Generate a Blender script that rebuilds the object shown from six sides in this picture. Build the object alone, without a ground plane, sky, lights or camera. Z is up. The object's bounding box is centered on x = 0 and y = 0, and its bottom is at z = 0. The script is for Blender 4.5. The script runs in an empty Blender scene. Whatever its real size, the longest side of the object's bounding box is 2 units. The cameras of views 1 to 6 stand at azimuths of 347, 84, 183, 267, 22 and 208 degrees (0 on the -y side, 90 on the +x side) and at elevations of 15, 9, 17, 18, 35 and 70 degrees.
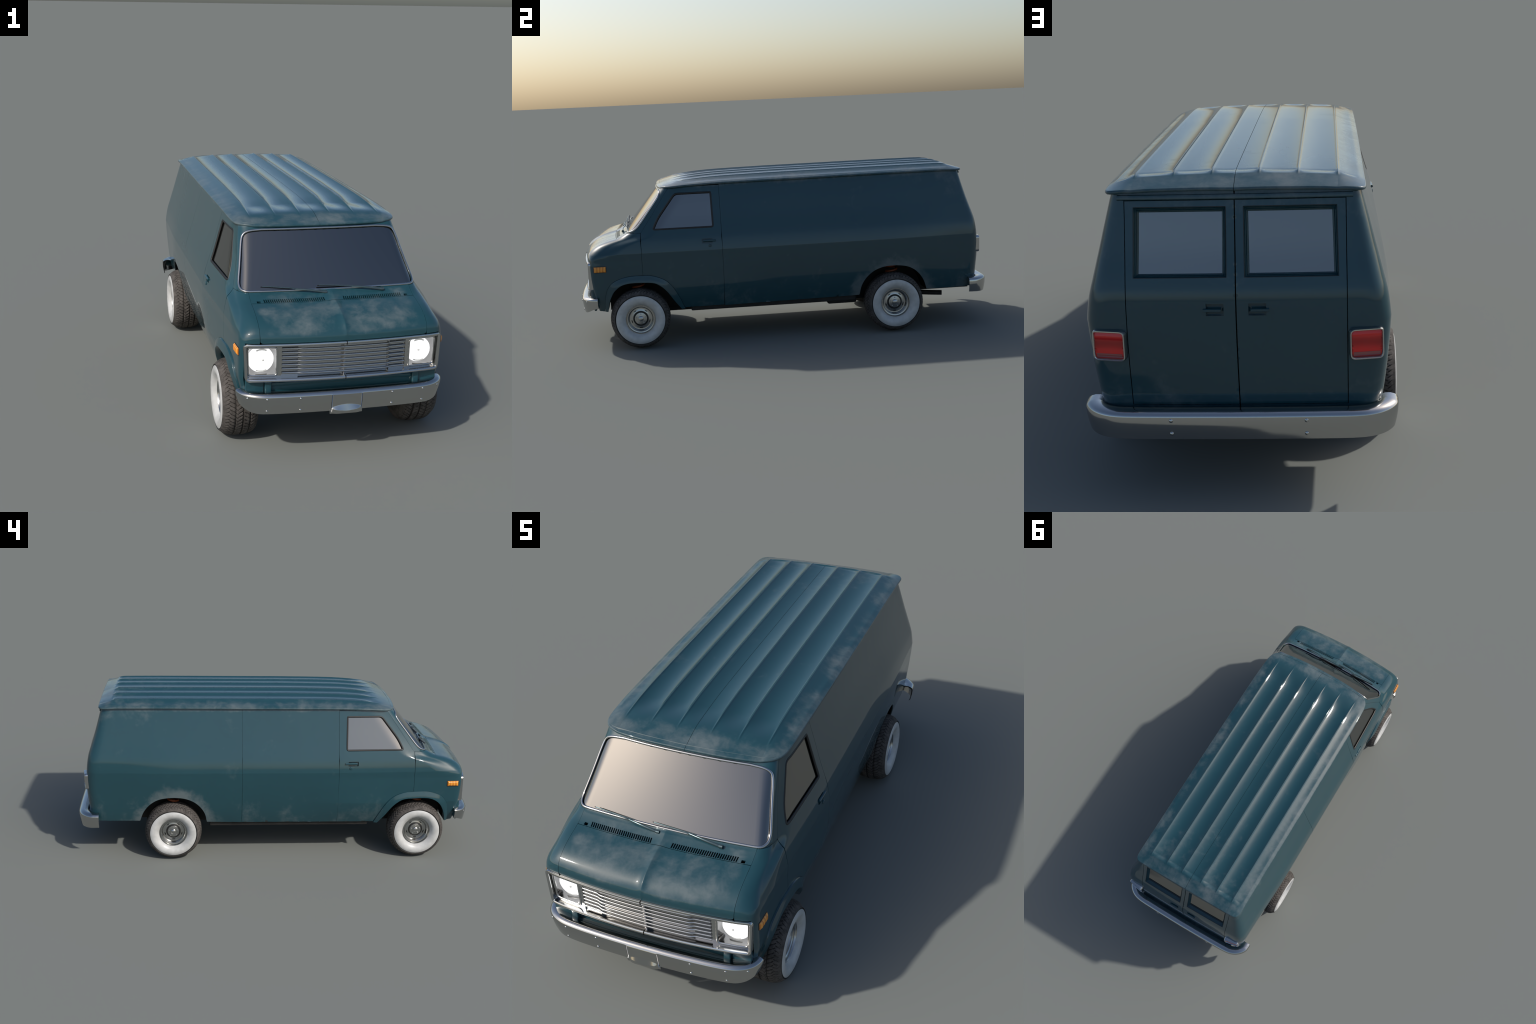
import bpy, math, random
import numpy as np
from mathutils import Vector, geometry

random.seed(7)
rng = np.random.default_rng(7)
COL = bpy.context.scene.collection

# ------------------------------------------------------------------ utilities
def table(pts):
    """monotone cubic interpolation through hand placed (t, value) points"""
    x = np.array([p[0] for p in pts], float); y = np.array([p[1] for p in pts], float)
    h = np.diff(x); d = np.diff(y) / h
    m = np.zeros_like(y); m[0] = d[0]; m[-1] = d[-1]
    for i in range(1, len(x) - 1):
        if d[i-1] * d[i] > 0:
            w1 = 2*h[i] + h[i-1]; w2 = h[i] + 2*h[i-1]
            m[i] = (w1 + w2) / (w1/d[i-1] + w2/d[i])
    def f(t):
        t = np.clip(np.asarray(t, float), x[0], x[-1])
        i = np.clip(np.searchsorted(x, t) - 1, 0, len(x) - 2)
        s = (t - x[i]) / h[i]
        return ((2*s**3 - 3*s**2 + 1)*y[i] + (s**3 - 2*s**2 + s)*h[i]*m[i]
                + (-2*s**3 + 3*s**2)*y[i+1] + (s**3 - s**2)*h[i]*m[i+1])
    return f

def lin(pts):
    x = [p[0] for p in pts]; y = [p[1] for p in pts]
    return lambda t: np.interp(t, x, y)

def smooth(a, b, t):
    s = np.clip((np.asarray(t, float) - a) / (b - a), 0, 1)
    return s*s*(3 - 2*s)

MATS = {}
def new_obj(name, verts, faces, mat, parent=None, smooth_shade=True, angle=None):
    me = bpy.data.meshes.new(name)
    me.from_pydata([tuple(map(float, v)) for v in verts], [], [tuple(map(int, f)) for f in faces])
    me.update()
    if smooth_shade:
        me.polygons.foreach_set("use_smooth", [True]*len(me.polygons))
        if angle is not None:
            me.set_sharp_from_angle(angle=math.radians(angle))
    me.materials.append(MATS[mat])
    ob = bpy.data.objects.new(name, me)
    COL.objects.link(ob)
    if parent is not None: ob.parent = parent
    return ob

def mirror(ob, parent=None):
    """a left/right twin: same mesh reflected in x (own mesh, faces flipped)"""
    me = ob.data
    co = np.empty(len(me.vertices)*3); me.vertices.foreach_get("co", co)
    co = co.reshape(-1, 3) * [-1, 1, 1]
    faces = [tuple(reversed(p.vertices)) for p in me.polygons]
    nm = ob.name.split(".")[0]
    nme = bpy.data.meshes.new(nm)
    nme.from_pydata(co.tolist(), [], faces); nme.update()
    nme.polygons.foreach_set("use_smooth", [p.use_smooth for p in me.polygons])
    key = {}
    if any(e.use_edge_sharp for e in me.edges):
        for e in me.edges:
            if e.use_edge_sharp: key[tuple(sorted(e.vertices))] = True
        for e in nme.edges:
            if tuple(sorted(e.vertices)) in key: e.use_edge_sharp = True
    for m in me.materials: nme.materials.append(m)
    nme.polygons.foreach_set("material_index", [p.material_index for p in me.polygons])
    o = bpy.data.objects.new(nm, nme); COL.objects.link(o)
    o.parent = parent if parent is not None else ob.parent
    return o

def inside(poly, P):
    x, y = P[:, 0], P[:, 1]; n = len(poly); r = np.zeros(len(P), bool)
    j = n - 1
    for i in range(n):
        xi, yi = poly[i]; xj, yj = poly[j]
        c = (yi > y) != (yj > y)
        if yi != yj:
            r ^= c & (x < (xj - xi)*(y - yi)/(yj - yi) + xi)
        j = i
    return r

def dist_poly(poly, P, sx, sy):
    d = np.full(len(P), 1e9); n = len(poly)
    Q = P / [sx, sy]
    for i in range(n):
        a = np.array(poly[i]) / [sx, sy]; b = np.array(poly[(i+1) % n]) / [sx, sy]
        ab = b - a; L = ab @ ab
        if L < 1e-16: continue
        t = np.clip(((Q - a) @ ab) / L, 0, 1)
        d = np.minimum(d, np.hypot(*(Q - a - t[:, None]*ab).T))
    return d

def area(poly):
    p = np.array(poly); q = np.roll(p, -1, 0)
    return 0.5*np.sum(p[:, 0]*q[:, 1] - q[:, 0]*p[:, 1])

def offset_poly(poly, g):
    """shift every edge g to the inside (mitred)"""
    if g == 0: return [tuple(p) for p in poly]
    p = np.array(poly); 
    if area(poly) < 0: p = p[::-1]
    n = len(p); out = []
    for i in range(n):
        a, b, c = p[i-1], p[i], p[(i+1) % n]
        e1 = b - a; e2 = c - b
        e1 = e1/np.linalg.norm(e1); e2 = e2/np.linalg.norm(e2)
        n1 = np.array([-e1[1], e1[0]]); n2 = np.array([-e2[1], e2[0]])
        k = 1 + n1 @ n2
        out.append(tuple(b + g*(n1 + n2)/max(k, 0.35)))
    return out

def round_poly(pts, r, seg=6):
    """polygon with rounded corners; r is one radius or one per corner"""
    n = len(pts); rs = r if isinstance(r, (list, tuple)) else [r]*n
    out = []
    for i in range(n):
        a = np.array(pts[i-1], float); b = np.array(pts[i], float); c = np.array(pts[(i+1) % n], float)
        if rs[i] <= 0: out.append(tuple(b)); continue
        u = (a - b); v = (c - b); lu = np.linalg.norm(u); lv = np.linalg.norm(v)
        k = min(rs[i], 0.49*lu, 0.49*lv)
        p = b + u/lu*k; q = b + v/lv*k
        for t in np.linspace(0, 1, seg + 1):
            out.append(tuple((1-t)**2*p + 2*t*(1-t)*b + t*t*q))
    return out

def dense(poly, du, dz, closed=True):
    out = []; n = len(poly)
    for i in range(n if closed else n - 1):
        a = np.array(poly[i], float); b = np.array(poly[(i+1) % n], float)
        k = max(1, int(math.ceil(max(abs(b[0]-a[0])/du, abs(b[1]-a[1])/dz))))
        for t in range(k): out.append(tuple(a + (b - a)*t/k))
    if not closed: out.append(tuple(poly[-1]))
    return out

# ------------------------------------------------------------ body skin surface
# half width of the side wall against height
W_low = table([(.15,.337),(.18,.3475),(.215,.3585),(.255,.368),(.30,.3758),(.35,.382),(.40,.3865),(.452,.3893)])
W_high = table([(.452,.3893),(.48,.3848),(.51,.3788),(.53,.3732),(.56,.364),(.603,.351),(.683,.329),(.747,.311),(.79,.299)])
def W(z): return np.where(np.asarray(z) < .452, W_low(z), W_high(z))
def side_x(y, z):
    t = np.maximum(0, -.30 - np.asarray(y, float))
    taper = .036*t*t/(t + .06)
    tail = smooth(.45, .93, y)*np.interp(z, [.20,.30,.38,.45,.50,.60,.75], [.007,.012,.014,.013,.010,.005,.002])
    shoulder = .021*smooth(0, .13, YA(z) + .09 - y)*np.interp(z, [.40,.44,.48,.505,.55,.65,.75], [0,.2,.95,1.2,1,.75,.4])
    belly = smooth(-.10, -.42, y)*np.interp(z, [.18,.24,.29,.34,.42], [.002,.0095,.0125,.007,0])
    return W(z) - taper - tail - shoulder + belly
# centre line of nose, hood, cowl and windscreen
FC = lin([(-1, 0), (2, 0)])
_nose = table([(.15,-.925),(.285,-.953),(.35,-.960),(.415,-.9635),(.435,-.9625),(.452,-.957),(.466,-.946),(.478,-.931),
               (.492,-.906),(.503,-.877),(.512,-.845),(.5195,-.815),(.530,-.791),(.543,-.768)])
def front_c(z):
    z = np.asarray(z, float)
    return np.where(z < .543, _nose(z), -.7645 + (z - .543)*(.7645 - .603)/(.737 - .543))
bow = lin([(.15,.26),(.42,.21),(.52,.144),(.543,.144),(.74,.25),(.80,.25)])
def front_y(x, z):
    return front_c(z) + bow(z)*np.asarray(x, float)**2
XF = lin([(.1,.300),(.545,.300),(.735,.258),(.80,.258)])
YA = table([(.15,-.875),(.24,-.893),(.42,-.897),(.45,-.885),(.474,-.862),(.492,-.832),(.505,-.80),(.52,-.748),
            (.53,-.722),(.541,-.704),(.56,-.685),(.735,-.549),(.80,-.50)])
rear_c = table([(.15,.932),(.19,.936),(.225,.939),(.28,.943),(.355,.949),(.40,.950),(.445,.948),(.49,.944),(.53,.937),
                (.55,.931),(.62,.908),(.69,.888),(.765,.868),(.80,.86)])
def rear_y(x, z):
    return rear_c(z) - .045*np.asarray(x, float)**2
XR = lin([(.1,.300),(.25,.312),(.40,.326),(.47,.324),(.56,.308),(.70,.276),(.75,.270),(.80,.27)])
YB = lambda z: rear_c(z) - np.interp(z, [.15,.45,.55,.75], [.062,.062,.066,.05])

UF, UC, US, UR, UE = .30, .38, 2.18, 2.27, 2.57   # unrolled: front | corner | side | corner | rear

def bez(a, b, c, d, t):
    t = t[:, None]
    return (1-t)**3*a + 3*t*(1-t)**2*b + 3*t*t*(1-t)*c + t**3*d

def skin_raw(U, z):
    U = np.asarray(U, float); z = np.asarray(z, float)
    sg = np.where(U < 0, -1.0, 1.0); U = np.abs(U)
    P = np.zeros((len(U), 3)); P[:, 2] = z
    m = U <= UF
    x = U[m]/UF*XF(z[m]); P[m, 0] = x; P[m, 1] = front_y(x, z[m])
    m = (U > UF) & (U < UC)
    if m.any():
        zz = z[m]; t = (U[m]-UF)/(UC-UF)
        xf = XF(zz); yf = front_y(xf, zz); ya = YA(zz); xa = side_x(ya, zz)
        sl = 2*bow(zz)*xf; dx = xa - xf; dy = ya - yf
        sd = (side_x(ya, zz) - side_x(ya + .01, zz))/.01
        a = np.stack([xf, yf], 1); k = np.interp(zz, [.40,.44,.48,.56,.75], [.80,.66,.50,.52,.58])
        b = np.stack([xf + k*dx, yf + k*dx*sl], 1)
        c = np.stack([xa + sd*k*dy*.5, ya - k*dy], 1); d = np.stack([xa, ya], 1)
        P[m, :2] = bez(a, b, c, d, t)
    m = (U >= UC) & (U <= US)
    if m.any():
        zz = z[m]; ya = YA(zz); yb = YB(zz); y = ya + (U[m]-UC)/(US-UC)*(yb-ya)
        P[m, 1] = y; P[m, 0] = side_x(y, zz)
    m = (U > US) & (U < UR)
    if m.any():
        zz = z[m]; t = (U[m]-US)/(UR-US)
        xr = XR(zz); yr = rear_y(xr, zz); yb = YB(zz); xb = side_x(yb, zz)
        dx = xb - xr; dy = yr - yb
        a = np.stack([xb, yb], 1); k = np.interp(zz, [.40,.56,.76], [.60,.66,.74])
        b = np.stack([xb, yb + k*dy], 1)
        c = np.stack([xr + k*dx, yr - k*dx*.09*xr], 1); d = np.stack([xr, yr], 1)
        P[m, :2] = bez(a, b, c, d, t)
    m = U >= UR
    if m.any():
        zz = z[m]; x = XR(zz)*(1 - (U[m]-UR)/(UE-UR)); P[m, 0] = x; P[m, 1] = rear_y(x, zz)
    P[:, 0] *= sg
    return P

def relief(U, z):
    """stamped relief along the normal: windsplit on hood and cowl, belt crease"""
    a = np.abs(U); d = np.zeros(len(a))
    h = np.interp(z, [.42,.45,.47,.5195,.545], [.0,.002,.0050,.0055,.0065])
    w = np.interp(z, [.42,.47,.510,.5195,.545], [.008,.012,.014,.022,.034])
    f = a <= UF
    d = d + np.where(f & (z > .42) & (z < .546), h*np.exp(-(a/w)**1.35), 0)
    return d

def skin(U, z, off=0.0):
    U = np.asarray(U, float); z = np.asarray(z, float)
    e = 4e-4
    du = skin_raw(U + e, z) - skin_raw(U - e, z); dv = skin_raw(U, z + e) - skin_raw(U, z - e)
    n = np.cross(du, dv); n /= np.linalg.norm(n, axis=1)[:, None] + 1e-12
    P = skin_raw(U, z)
    d = relief(U, z)
    if np.any(d > 0):
        e = 8e-4
        def Q(u, v): return skin_raw(u, v) + n*relief(u, v)[:, None]
        P = P + n*d[:, None]
        du = Q(U + e, z) - Q(U - e, z); dv = Q(U, z + e) - Q(U, z - e)
        n2 = np.cross(du, dv); n2 /= np.linalg.norm(n2, axis=1)[:, None] + 1e-12
        n = n2
    return P + n*off, n

def u_side(y, z): return UC + (y - YA(z))/(YB(z) - YA(z))*(US - UC)
def u_front(x, z): return math.copysign(abs(x)/float(XF(z))*UF, x) if x else 0.0
def u_rear(x, z): return UR + (UE - UR)*(1 - x/float(XR(z)))
def SP(pts): return [(float(u_side(y, z)), z) for y, z in dense(list(pts), .02, .008, closed=False)]
def FP(pts): return [(u_front(x, z), z) for x, z in pts]
def RP(pts): return [(float(u_rear(x, z)), z) for x, z in dense(list(pts), .02, .01, closed=False)]

def dedupe(p):
    q = [p[0]]
    for a in p[1:]:
        if math.hypot(a[0]-q[-1][0], a[1]-q[-1][1]) > 1e-5: q.append(a)
    return q if math.hypot(q[0][0]-q[-1][0], q[0][1]-q[-1][1]) > 1e-5 else q[:-1]

def panel(name, outer, mat, parent, holes=(), du=.014, dz=.010, ulines=(), zlines=(), gap=.0006, off=0.0,
          flange=.010, surf=skin, hole_gap=0.0):
    """sheet-metal panel: polygon in the unrolled skin, triangulated, lifted on the skin, edges folded inward"""
    outer = dedupe(outer); outer = dense(outer, du, dz); holes = [dense(h, du, dz) for h in holes]
    outer = offset_poly(outer, gap)
    holes = [offset_poly(h, -hole_gap) for h in holes]
    A = np.array(outer); u0, z0 = A.min(0); u1, z1 = A.max(0)
    us = np.unique(np.concatenate([np.arange(math.floor(u0/du)*du, u1 + du, du), [u for u in ulines if u0 < u < u1]]))
    zs = np.unique(np.concatenate([np.arange(math.floor(z0/dz)*dz, z1 + dz, dz), [v for v in zlines if z0 < v < z1]]))
    us = us[np.concatenate([[True], np.diff(us) > du*.04])]; zs = zs[np.concatenate([[True], np.diff(zs) > dz*.08])]
    G = np.stack(np.meshgrid(us, zs), -1).reshape(-1, 2)
    k = inside(outer, G)
    for h in holes: k &= ~inside(h, G)
    G = G[k]
    if len(G):
        d = dist_poly(outer, G, du, dz)
        for h in holes: d = np.minimum(d, dist_poly(h, G, du, dz))
        G = G[d > .30]
    V = [Vector(p) for p in outer]; E = [(i, (i+1) % len(outer)) for i in range(len(outer))]
    for h in holes:
        b = len(V); V += [Vector(p) for p in h]; E += [(b+i, b+(i+1) % len(h)) for i in range(len(h))]
    V += [Vector(p) for p in G]
    r = geometry.delaunay_2d_cdt(V, E, [], 0, 1e-7)
    C = np.array([tuple(v) for v in r[0]]); F = [tuple(f) for f in r[2]]
    cen = np.array([C[list(f)].mean(0) for f in F])
    k = inside(outer, cen)
    for h in holes: k &= ~inside(h, cen)
    F = [f for f, q in zip(F, k) if q]
    F = [f if area([C[i] for i in f]) > 0 else tuple(reversed(f)) for f in F]
    P, N = surf(C[:, 0], C[:, 1], off)
    verts = P.tolist(); faces = list(F)
    if flange:
        cnt = {}
        for f in F:
            for i in range(len(f)): 
                e = (f[i], f[(i+1) % len(f)]); cnt[e] = 1
        bd = [e for e in cnt if (e[1], e[0]) not in cnt]
        top = {}; bot = {}
        def ids(i):
            if i not in top:
                top[i] = len(verts); verts.append(P[i].tolist())
                bot[i] = len(verts); verts.append((P[i] - N[i]*flange).tolist())
            return top[i], bot[i]
        for a, b in bd:
            ta, ba = ids(a); tb, bb = ids(b)
            faces.append((tb, ta, ba, bb))
    used = sorted({i for f in faces for i in f}); mp = {i: j for j, i in enumerate(used)}
    verts = [verts[i] for i in used]; faces = [tuple(mp[i] for i in f) for f in faces]
    return new_obj(name, verts, faces, mat, parent)

def sweep(name, path, normals, section, mat, parent, closed=True, angle=50, caps=True, scale=None):
    """loft a (normal, side) section along a path with given normals"""
    P = np.array(path, float); N = np.array(normals, float); n = len(P)
    T = np.roll(P, -1, 0) - np.roll(P, 1, 0)
    if not closed: T[0] = P[1]-P[0]; T[-1] = P[-1]-P[-2]
    T /= np.linalg.norm(T, axis=1)[:, None]
    N = N - T*np.sum(N*T, 1)[:, None]; N /= np.linalg.norm(N, axis=1)[:, None]
    B = np.cross(T, N)
    S = np.array(section, float); m = len(S); verts = []; faces = []
    for i in range(n):
        k = 1.0 if scale is None else scale[i]
        for a, b in S: verts.append(P[i] + k*(N[i]*a + B[i]*b))
    for i in range(n if closed else n-1):
        j = (i+1) % n
        for q in range(m):
            w = (q+1) % m
            faces.append((i*m+q, i*m+w, j*m+w, j*m+q))
    if not closed and caps:
        faces.append(tuple(range(m))[::-1]); faces.append(tuple((n-1)*m + q for q in range(m)))
    return new_obj(name, verts, faces, mat, parent, angle=angle)

def ring(r, k=8, ry=None):
    ry = r if ry is None else ry
    return [(r*math.cos(2*math.pi*i/k), ry*math.sin(2*math.pi*i/k)) for i in range(k)]

def box(name, lo, hi, mat, parent, bevel=.0):
    (x0, y0, z0), (x1, y1, z1) = lo, hi
    v = [(x0,y0,z0),(x1,y0,z0),(x1,y1,z0),(x0,y1,z0),(x0,y0,z1),(x1,y0,z1),(x1,y1,z1),(x0,y1,z1)]
    f = [(3,2,1,0),(4,5,6,7),(0,1,5,4),(1,2,6,5),(2,3,7,6),(3,0,4,7)]
    ob = new_obj(name, v, f, mat, parent, smooth_shade=False)
    if bevel:
        import bmesh
        bm = bmesh.new(); bm.from_mesh(ob.data)
        bmesh.ops.bevel(bm, geom=list(bm.edges), offset=bevel, segments=3, affect='EDGES', profile=.5)
        bm.to_mesh(ob.data); bm.free()
        ob.data.polygons.foreach_set("use_smooth", [True]*len(ob.data.polygons))
        ob.data.set_sharp_from_angle(angle=math.radians(40))
    return ob

def lathe(name, profile, center, mat, parent, seg=96, angle=35, axis=(1,0,0), disp=None, closed_profile=False):
    """turn a (along axis, radius) profile about the x axis"""
    verts = []; faces = []; m = len(profile)
    for i in range(seg):
        t = 2*math.pi*i/seg
        for k, (a, r) in enumerate(profile):
            rr = r + (disp(t, a, r) if disp else 0)
            verts.append((center[0]+a, center[1]+rr*math.cos(t), center[2]+rr*math.sin(t)))
    for i in range(seg):
        j = (i+1) % seg
        for k in range(m if closed_profile else m-1):
            w = (k+1) % m
            faces.append((i*m+k, i*m+w, j*m+w, j*m+k))
    if not closed_profile:
        for k in (0, m-1):
            if profile[k][1] < 1e-5: pass
    ob = new_obj(name, verts, faces, mat, parent, angle=angle)
    import bmesh
    bm = bmesh.new(); bm.from_mesh(ob.data)
    bmesh.ops.remove_doubles(bm, verts=bm.verts, dist=1e-6)
    bmesh.ops.recalc_face_normals(bm, faces=bm.faces)
    bm.to_mesh(ob.data); bm.free()
    ob.data.polygons.foreach_set("use_smooth", [True]*len(ob.data.polygons))
    ob.data.set_sharp_from_angle(angle=math.radians(angle))
    return ob

# -------------------------------------------------------------------- materials
def mat(name):
    m = bpy.data.materials.new(name); m.use_nodes = True
    nt = m.node_tree; b = nt.nodes["Principled BSDF"]
    MATS[name] = m
    return m, nt, b
def node(nt, kind, **kw):
    n = nt.nodes.new(kind)
    for k, v in kw.items():
        if k in ("operation", "data_type", "blend_type", "noise_dimensions", "feature", "wave_type", "bands_direction", "clamp", "use_clamp"):
            setattr(n, k, v)
        else: n.inputs[k].default_value = v
    return n
def math_n(nt, op, a, b=None, c=None, clamp=False):
    n = nt.nodes.new("ShaderNodeMath"); n.operation = op; n.use_clamp = clamp
    for i, v in enumerate((a, b, c)):
        if v is None: continue
        if isinstance(v, (int, float)): n.inputs[i].default_value = v
        else: nt.links.new(v, n.inputs[i])
    return n.outputs[0]
def ramp(nt, v, lo, hi, a=0.0, b=1.0, kind='SMOOTHSTEP'):
    n = nt.nodes.new("ShaderNodeMapRange"); n.interpolation_type = kind; n.clamp = kind == 'LINEAR'
    nt.links.new(v, n.inputs[0])
    for i, q in zip((1, 2, 3, 4), (lo, hi, a, b)): n.inputs[i].default_value = q
    return n.outputs[0]
def simple(name, col, rough=.5, metal=0.0, coat=0.0, spec=.5, emit=None, bump=0, bscale=300, vary=0.0, vscale=20):
    m, nt, b = mat(name)
    b.inputs["Base Color"].default_value = (*col, 1); b.inputs["Roughness"].default_value = rough
    b.inputs["Metallic"].default_value = metal; b.inputs["Coat Weight"].default_value = coat
    b.inputs["Coat Roughness"].default_value = .05
    b.inputs["Specular IOR Level"].default_value = spec
    if emit:
        b.inputs["Emission Color"].default_value = (*emit[0], 1); b.inputs["Emission Strength"].default_value = emit[1]
    tc = nt.nodes.new("ShaderNodeTexCoord")
    if vary:
        no = node(nt, "ShaderNodeTexNoise", Scale=vscale, Detail=4.0); nt.links.new(tc.outputs["Object"], no.inputs["Vector"])
        mx = node(nt, "ShaderNodeMix", data_type='RGBA')
        mx.inputs["A"].default_value = (*[c*(1-vary) for c in col], 1); mx.inputs["B"].default_value = (*[min(1, c*(1+vary)) for c in col], 1)
        nt.links.new(ramp(nt, no.outputs["Fac"], .3, .7), mx.inputs["Factor"]); nt.links.new(mx.outputs["Result"], b.inputs["Base Color"])
    if bump:
        no = node(nt, "ShaderNodeTexNoise", Scale=bscale, Detail=3.0); nt.links.new(tc.outputs["Object"], no.inputs["Vector"])
        bp = node(nt, "ShaderNodeBump", Strength=bump, Distance=.002); nt.links.new(no.outputs["Fac"], bp.inputs["Height"])
        nt.links.new(bp.outputs[0], b.inputs["Normal"])
    return m

def paint():
    m, nt, b = mat("teal_paint")
    L = nt.links.new
    tc = nt.nodes.new("ShaderNodeTexCoord"); O = tc.outputs["Object"]
    sx = nt.nodes.new("ShaderNodeSeparateXYZ"); L(O, sx.inputs[0]); X, Y, Z = sx.outputs
    AX = math_n(nt, 'ABSOLUTE', X)
    # streaky cloud noise for the dust film
    mp = nt.nodes.new("ShaderNodeMapping"); L(O, mp.inputs["Vector"]); mp.inputs["Scale"].default_value = (1, 1, 1)
    n1 = node(nt, "ShaderNodeTexNoise", Scale=7.0, Detail=6.0, Roughness=.58, Distortion=.5); L(mp.outputs[0], n1.inputs["Vector"])
    n2 = node(nt, "ShaderNodeTexNoise", Scale=26.0, Detail=5.0, Roughness=.6, Distortion=.4); L(mp.outputs[0], n2.inputs["Vector"])
    nz = math_n(nt, 'ADD', math_n(nt, 'MULTIPLY', n1.outputs["Fac"], .65), math_n(nt, 'MULTIPLY', n2.outputs["Fac"], .35))
    def add(a, c): return math_n(nt, 'ADD', a, c)
    def mul(a, c): return math_n(nt, 'MULTIPLY', a, c)
    def arch(cy):
        dy = math_n(nt, 'SUBTRACT', Y, cy); dz = math_n(nt, 'SUBTRACT', Z, .15)
        d = math_n(nt, 'SQRT', add(mul(dy, dy), mul(dz, dz)))
        return ramp(nt, d, .27, .165)
    side = ramp(nt, Z, .42, .40)
    a_r = mul(arch(.518), side)
    roof = ramp(nt, Z, .735, .755)
    edge = mul(roof, math_n(nt, 'MAXIMUM', ramp(nt, AX, .225, .305), math_n(nt, 'MAXIMUM', ramp(nt, Y, -.47, -.56), ramp(nt, Y, .79, .83))))
    hood = mul(mul(ramp(nt, Y, -.72, -.80), ramp(nt, Z, .435, .455)), ramp(nt, AX, .30, .26))
    low = mul(ramp(nt, Z, .40, .22), ramp(nt, Y, -.80, -.30))
    top = mul(ramp(nt, Z, .64, .75), ramp(nt, Y, .45, .80))
    w = math_n(nt, 'MAXIMUM', mul(a_r, .36), math_n(nt, 'MAXIMUM', mul(edge, .22), math_n(nt, 'MAXIMUM', mul(hood, .165), math_n(nt, 'MAXIMUM', mul(low, .13), mul(top, .15)))))
    dust = ramp(nt, add(nz, w), .58, .92, 0, .42)
    # faint uneven sheen of old paint
    n3 = node(nt, "ShaderNodeTexNoise", Scale=4.0, Detail=3.0); L(O, n3.inputs["Vector"])
    base = node(nt, "ShaderNodeMix", data_type='RGBA')
    base.inputs["A"].default_value = (.0105, .0480, .0630, 1); base.inputs["B"].default_value = (.0130, .0560, .0720, 1)
    L(n3.outputs["Fac"], base.inputs["Factor"])
    mx = node(nt, "ShaderNodeMix", data_type='RGBA'); mx.inputs["B"].default_value = (.22, .235, .235, 1)
    L(base.outputs["Result"], mx.inputs["A"]); L(dust, mx.inputs["Factor"])
    L(mx.outputs["Result"], b.inputs["Base Color"])
    b.inputs["Metallic"].default_value = 0.0
    b.inputs["Specular IOR Level"].default_value = .15
    L(ramp(nt, dust, 0, .42, .38, .55, 'LINEAR'), b.inputs["Roughness"])
    L(ramp(nt, dust, 0, .42, 1.0, .55, 'LINEAR'), b.inputs["Coat Weight"])
    b.inputs["Coat Roughness"].default_value = .035
    b.inputs["Coat IOR"].default_value = 1.5

def tyre_rubber():
    m, nt, b = mat("tyre_rubber"); L = nt.links.new
    tc = nt.nodes.new("ShaderNodeTexCoord")
    n1 = node(nt, "ShaderNodeTexNoise", Scale=45.0, Detail=6.0, Roughness=.7); L(tc.outputs["Object"], n1.inputs["Vector"])
    mx = node(nt, "ShaderNodeMix", data_type='RGBA')
    mx.inputs["A"].default_value = (.052, .047, .043, 1); mx.inputs["B"].default_value = (.105, .094, .086, 1)
    L(ramp(nt, n1.outputs["Fac"], .35, .68), mx.inputs["Factor"]); L(mx.outputs["Result"], b.inputs["Base Color"])
    b.inputs["Roughness"].default_value = .85; b.inputs["Specular IOR Level"].default_value = .25

def white_wall():
    m, nt, b = mat("white_rubber"); L = nt.links.new
    tc = nt.nodes.new("ShaderNodeTexCoord")
    n1 = node(nt, "ShaderNodeTexNoise", Scale=38.0, Detail=2.0, Roughness=.5); L(tc.outputs["Object"], n1.inputs["Vector"])
    mx = node(nt, "ShaderNodeMix", data_type='RGBA')
    mx.inputs["A"].default_value = (.36, .36, .35, 1); mx.inputs["B"].default_value = (.60, .60, .59, 1)
    L(n1.outputs["Fac"], mx.inputs["Factor"]); L(mx.outputs["Result"], b.inputs["Base Color"])
    b.inputs["Roughness"].default_value = .38

def lamp_glass(name, a, c, scale, direction, em=None):
    m, nt, b = mat(name); L = nt.links.new
    tc = nt.nodes.new("ShaderNodeTexCoord")
    wv = nt.nodes.new("ShaderNodeTexWave"); wv.wave_type = 'BANDS'; wv.bands_direction = direction
    wv.inputs["Scale"].default_value = scale; wv.inputs["Distortion"].default_value = 1.2; wv.inputs["Detail"].default_value = 2
    L(tc.outputs["Object"], wv.inputs["Vector"])
    mx = node(nt, "ShaderNodeMix", data_type='RGBA'); mx.inputs["A"].default_value = (*a, 1); mx.inputs["B"].default_value = (*c, 1)
    L(wv.outputs["Fac"], mx.inputs["Factor"]); L(mx.outputs["Result"], b.inputs["Base Color"])
    b.inputs["Roughness"].default_value = .2; b.inputs["Coat Weight"].default_value = .4; b.inputs["Coat Roughness"].default_value = .04
    if em:
        L(mx.outputs["Result"], b.inputs["Emission Color"]); b.inputs["Emission Strength"].default_value = em

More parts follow.
